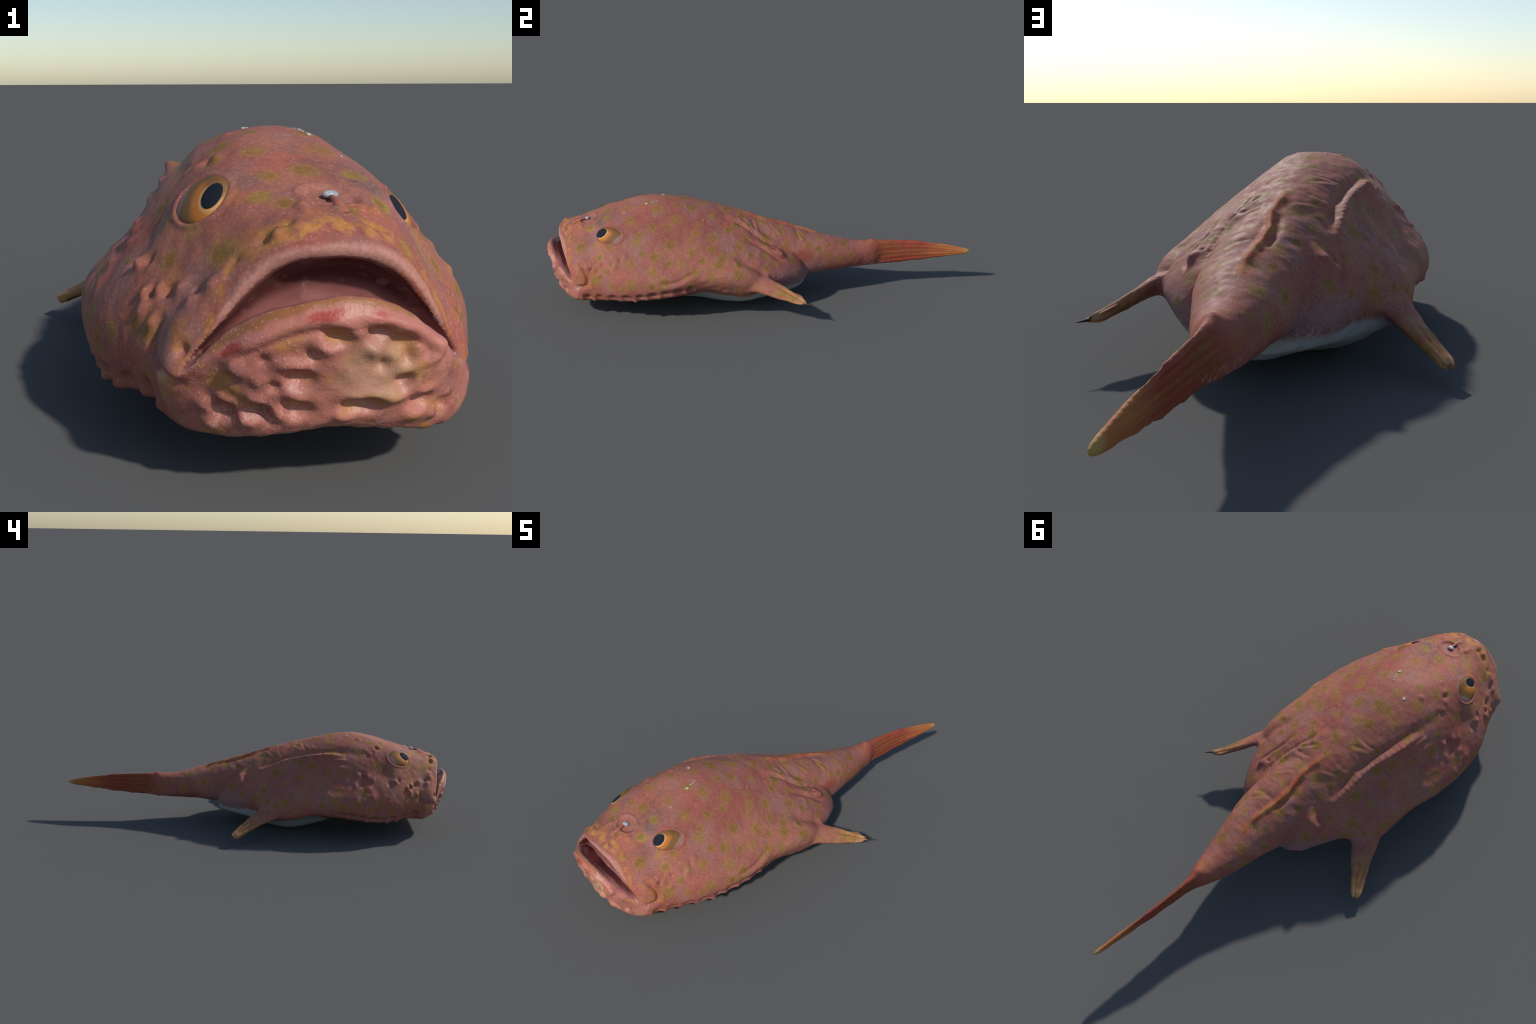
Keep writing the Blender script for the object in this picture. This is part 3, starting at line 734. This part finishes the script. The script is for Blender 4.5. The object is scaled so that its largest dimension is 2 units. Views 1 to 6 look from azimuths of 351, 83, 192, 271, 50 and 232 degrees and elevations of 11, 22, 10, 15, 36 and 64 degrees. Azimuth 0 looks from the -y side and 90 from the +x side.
def jaw_skin():
    k = Nodes("jaw_skin")
    c = k.mix(k.ramp(k.noise(9, 3), .38, .62), (.45, .165, .122), (.36, .125, .096))
    c = k.mix(k.mul(k.ramp(k.noise(17, 3, P=k.stretch((1, 1, 1.3))), .50, .64), .85), c, (.43, .185, .055))
    c = k.mix(k.mul(k.blob((.050, -.98, .185), .075, .4, k.warp(20, .03)), .6), c, (.45, .270, .170))
    c = k.mix(k.mul(k.ramp(k.noise(23, 3), .56, .70), .5), c, (.225, .090, .085))
    lattice = k.ramp(k.voronoi(52, 'DISTANCE_TO_EDGE', k.warp(60, .02)), .09, .02)
    c = k.mix(k.mul(lattice, k.ramp(k.noise(13, 2), .42, .6), .26), c, (.58, .36, .28))
    s = k.math('SUBTRACT', k.z, k.math('SUBTRACT', .295, k.mul(k.x, k.x, 2.6)))
    s = k.math('ADD', s, k.mul(k.math('SUBTRACT', k.noise(45, 3), .5), .016))
    frontal = k.mul(k.ramp(k.y, -.86, -.89), k.ramp(k.math('ABSOLUTE', k.x), .180, .155))
    c = k.mix(k.mul(k.ramp(s, -.048, -.036), frontal, .85), c, (.47, .170, .130))
    c = k.mix(k.mul(k.ramp(k.math('ABSOLUTE', k.math('ADD', s, .020)), .009, .003), frontal, k.ramp(k.noise(14, 2), .42, .58), .8), c, (.36, .040, .026))
    c = k.mix(k.mul(k.ramp(s, -.014, -.006), frontal, .85), c, (.285, .110, .032))
    c = k.mix(k.mul(k.ramp(s, -.002, .005), frontal, .9), c, (.43, .200, .155))
    cell = k.voronoi(135)
    c = k.mix(k.mul(k.ramp(cell, .32, .10), k.ramp(k.noise(9, 2), .3, .6), .38), c, (.60, .36, .27))
    n1 = k.bump(k.math('SUBTRACT', 1.0, k.ramp(cell, .08, .40)), .16, .0018)
    n2 = k.bump(k.noise(60, 4), .40, .005, n1)
    return k.finish(c, .45, .38, n2)

def mouth_skin():
    k = Nodes("mouth_lining")
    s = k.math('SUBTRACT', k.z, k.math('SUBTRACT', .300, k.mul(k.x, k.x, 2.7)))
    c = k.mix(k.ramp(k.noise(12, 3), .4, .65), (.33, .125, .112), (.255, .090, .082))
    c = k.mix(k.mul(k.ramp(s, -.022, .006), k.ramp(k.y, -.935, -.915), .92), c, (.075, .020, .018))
    c = k.mix(k.mul(k.ramp(k.noise(40, 2), .55, .7), .3), c, (.46, .25, .21))
    return k.finish(c, .38, .42, k.bump(k.noise(45, 3), .25, .004))

def plain(name, color, rough=.5, spec=.3, var=None):
    k = Nodes(name)
    c = color
    if var:
        c = k.mix(k.ramp(k.noise(var[1], 3), .4, .62), color, var[0])
    return k.finish(c, rough, spec)

def dorsal_skin():
    k = Nodes("dorsal_fin_skin")
    c = k.mix(k.ramp(k.noise(1, 3, P=k.stretch((50, 14, 50))), .38, .62), (.36, .085, .040), (.36, .150, .055))
    c = k.mix(k.mul(k.ramp(k.y, -.06, -.12), .9), c, (.36, .14, .08))
    c = k.mix(k.mul(k.ramp(k.voronoi(118), .42, .16), .3), c, PALE)
    return k.finish(c, .72, .12, k.bump(k.noise(80, 3), .3, .003))
# ------------------------------------------------------------------ assembly
ALL = HEAD_SPOTS + TRUNK_SPOTS + REAR_SPOTS
def within(lo, hi, pred=lambda s: True):
    return [s for s in ALL if lo - .04 < s[1] < hi + .04 and pred(s)]
MATS = {
    "head": skin("head_skin", within(-1, -.52), head=True),
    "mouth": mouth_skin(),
    "jaw": jaw_skin(),
    "torso": skin("torso_skin", within(-.52, .2), rear=True, under=True),
    "belly": skin("belly_skin", within(-.52, .2, lambda s: s[2] < .20), rear=True, under=True),
    "tail": skin("tail_skin", within(.03, .56), rear=True, fin=True),
    "tail_fin": skin("tail_fin_skin", within(.53, 1), fin=True),
    "dorsal_fin": dorsal_skin(),
    "pectoral_fin": skin("left_fin_skin", within(-.16, .0, lambda s: s[0] < -.2), limb_tip=(LIMB_LEFT[2], LIMB_LEFT[-1], -1)),
    "pectoral_fin_b": skin("right_fin_skin", within(-.16, .0, lambda s: s[0] > .2), limb_tip=(LIMB_RIGHT[2], LIMB_RIGHT[-1], 1)),
}
fish = bpy.data.objects.new("sea_toad_fish", None)
fish["label"] = "plump pink fish with olive spots and a frowning mouth"
fish["category"] = "fish"
bpy.context.scene.collection.objects.link(fish)

def child(name, mesh, parent=fish):
    ob = bpy.data.objects.new(name, mesh)
    bpy.context.scene.collection.objects.link(ob)
    ob.parent = parent
    return ob

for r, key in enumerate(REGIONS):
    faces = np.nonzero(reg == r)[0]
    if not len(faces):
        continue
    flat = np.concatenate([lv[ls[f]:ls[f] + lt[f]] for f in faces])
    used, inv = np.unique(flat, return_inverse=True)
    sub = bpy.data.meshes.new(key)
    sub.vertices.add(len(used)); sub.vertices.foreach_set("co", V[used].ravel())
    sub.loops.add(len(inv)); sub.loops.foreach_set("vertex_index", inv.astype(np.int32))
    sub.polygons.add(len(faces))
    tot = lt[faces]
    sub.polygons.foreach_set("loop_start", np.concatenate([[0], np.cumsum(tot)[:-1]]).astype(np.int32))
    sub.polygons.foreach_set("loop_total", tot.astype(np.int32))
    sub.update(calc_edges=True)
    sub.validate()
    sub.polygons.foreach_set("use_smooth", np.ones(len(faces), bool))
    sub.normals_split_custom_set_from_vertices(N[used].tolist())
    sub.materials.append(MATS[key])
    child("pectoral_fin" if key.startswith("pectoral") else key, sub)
bpy.data.objects.remove(body)

# eyes
def ball(name, half, seg=48):
    bm = bmesh.new()
    bmesh.ops.create_uvsphere(bm, u_segments=seg, v_segments=seg // 2, radius=1)
    for v in bm.verts:
        v.co = Vector((v.co.x * half[0], v.co.y * half[1], v.co.z * half[2]))
    m = bpy.data.meshes.new(name); bm.to_mesh(m); bm.free()
    m.polygons.foreach_set("use_smooth", np.ones(len(m.polygons), bool))
    return m

def eye_mat(pu, pv, back_sign):
    k = Nodes("eye_iris")
    dx, dy = k.math('SUBTRACT', k.x, pu), k.math('SUBTRACT', k.y, pv)
    ct, st = math.cos(.85), math.sin(.85) * back_sign
    minor = k.math('SUBTRACT', k.mul(dx, ct), k.mul(dy, st))
    major = k.math('ADD', k.mul(dx, st), k.mul(dy, ct))
    d = k.math('SQRT', k.math('ADD', k.math('POWER', k.math('DIVIDE', minor, .0172), 2.0), k.math('POWER', k.math('DIVIDE', major, .0240), 2.0)))
    d = k.math('ADD', d, k.mul(k.math('SUBTRACT', k.noise(60, 3), .5), .30))
    c = k.mix(k.ramp(d, 1.15, 1.55), (.60, .31, .13), (.48, .165, .032))
    c = k.mix(k.ramp(d, 1.85, 2.70), c, (.215, .098, .034))
    c = k.mix(k.mul(k.ramp(k.math('ADD', k.y, k.mul(k.math('SUBTRACT', k.noise(45, 2), .5), .02)), .010, .034), .75), c, (.110, .070, .024))  # upper iris darkened: shadow of the lid painted in
    back = k.math('SUBTRACT', k.math('SUBTRACT', k.mul(k.x, float(back_sign)), k.mul(k.y, .75)), k.mul(k.noise(40, 2), .006))
    c = k.mix(k.ramp(back, .034, .039), c, (.22, .17, .115))
    c = k.mix(k.ramp(back, .040, .044), c, (.345, .195, .178))
    return k.finish(c, .60, .15)

pupil_mat = plain("pupil_black", (.016, .019, .028), .75, .08)
for e in EYES.values():
    u, v, n = eye_frame(e)
    hu, hv = e["half"]
    M = Matrix((( *Vector((u[0], v[0], n[0])), 0), (*Vector((u[1], v[1], n[1])), 0), (*Vector((u[2], v[2], n[2])), 0), (0, 0, 0, 1)))
    c = np.asarray(e["c"]) - n * .0045
    M.translation = Vector(c)
    d = np.asarray(e["pupil"]) - c
    pu, pv = d @ u, d @ v
    depth = .0125
    ey = child("eye", ball("eye", (hu * 1.04, hv * 1.05, depth)))
    ey.matrix_local = M
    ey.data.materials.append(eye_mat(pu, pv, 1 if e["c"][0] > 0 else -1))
    pz = depth * math.sqrt(max(0, 1 - (pu / (hu * 1.04)) ** 2 - (pv / (hv * 1.05)) ** 2))
    pup = child("pupil", ball("pupil", (.0182, .0255, .0026), 32), ey)
    tilt = Matrix.Rotation(-.85 if e["c"][0] > 0 else .85, 4, 'Z')
    nx, ny = pu / (hu * 1.04) ** 2, pv / (hv * 1.05) ** 2
    nz = pz / depth ** 2
    q = Vector((0, 0, 1)).rotation_difference(Vector((nx, ny, nz)).normalized()).to_matrix().to_4x4()
    pup.matrix_local = Matrix.Translation((pu, pv, pz - .001)) @ q @ tilt
    pup.data.materials.append(pupil_mat)

# lure: a pale bulb at the end of a short stalk that lies in its pit
lure_ob = child("lure", ball("lure", (.0125, .0095, .006), 32))
lure_ob.location = (.024, -.809, .4005); lure_ob.rotation_euler = (0, 0, .3)
lure_ob.data.materials.append(plain("lure_white", (.46, .48, .50), .35, .5, ((.30, .32, .33), 90)))
cu = bpy.data.curves.new("lure_stalk", 'CURVE'); cu.dimensions = '3D'; cu.bevel_depth = .0055; cu.bevel_resolution = 4
sp = cu.splines.new('NURBS'); sp.points.add(3); sp.use_endpoint_u = True; sp.order_u = 3
for p, q, r in zip(sp.points, [(.0235,-.815,.3995), (.0245,-.832,.3955), (.026,-.850,.389), (.028,-.872,.376)], (.5, 1.0, 1.6, 2.0)):
    p.co = (*q, 1); p.radius = r
tmp = bpy.data.objects.new("tmp", cu); bpy.context.scene.collection.objects.link(tmp)
stalk_mesh = bpy.data.meshes.new_from_object(tmp.evaluated_get(bpy.context.evaluated_depsgraph_get()))
bpy.data.objects.remove(tmp)
stalk_mesh.polygons.foreach_set("use_smooth", np.ones(len(stalk_mesh.polygons), bool))
stalk_mesh.materials.clear(); stalk_mesh.materials.append(plain("stalk_red", (.40, .130, .085), .5, .3, ((.34, .10, .07), 60)))
stalk = child("lure_stalk", stalk_mesh)

# torn filament at the tip of the right fin
bm = bmesh.new()
bmesh.ops.create_cone(bm, cap_ends=True, segments=12, radius1=.0055, radius2=.0006, depth=.036)
fm = bpy.data.meshes.new("fin_filament"); bm.to_mesh(fm); bm.free()
fm.polygons.foreach_set("use_smooth", np.ones(len(fm.polygons), bool))
fm.materials.append(plain("filament_dark", (.05, .035, .025), .6, .2))
fil = child("fin_filament", fm)
a, b = Vector((.412, .123, .1175)), Vector((.439, .160, .1158))
fil.rotation_mode = 'QUATERNION'
fil.rotation_quaternion = Vector((0, 0, 1)).rotation_difference((b - a).normalized())
fil.location = (a + b) / 2; fil.scale = (1, 1, (b - a).length / .036)

# scraps of shed white skin on the back
rng = random.Random(11)
scrap_mat = plain("shed_skin", (.46, .40, .36), .5, .3)
bits = [((.0506,-.5397,.4655), .0065), ((.045,-.520,.4695), .0035), ((.040,-.506,.4725), .004), ((.036,-.494,.4745), .003), ((-.0498,-.4634,.4790), .006), ((-.044,-.468,.4800), .0035),
        ((.185,-.665,.341), .0035), ((.182,-.670,.345), .003), ((.082,-.640,.439), .003)]
skin_tree = kdtree.KDTree(NV)
for i, p in enumerate(V):
    skin_tree.insert(p, i)
skin_tree.balance()
for p, r in bits:
    _, i, _ = skin_tree.find(p)
    ob = child("skin_scrap", ball("skin_scrap", (r * 1.3, r * .8, r * .4), 12))
    q = Vector((0, 0, 1)).rotation_difference(Vector(N[i]))
    ob.rotation_mode = 'QUATERNION'; ob.rotation_quaternion = q @ Matrix.Rotation(rng.uniform(0, 3), 3, 'Z').to_quaternion()
    ob.location = Vector(V[i]) + Vector(N[i]) * r * .1
    ob.data.materials.append(scrap_mat)
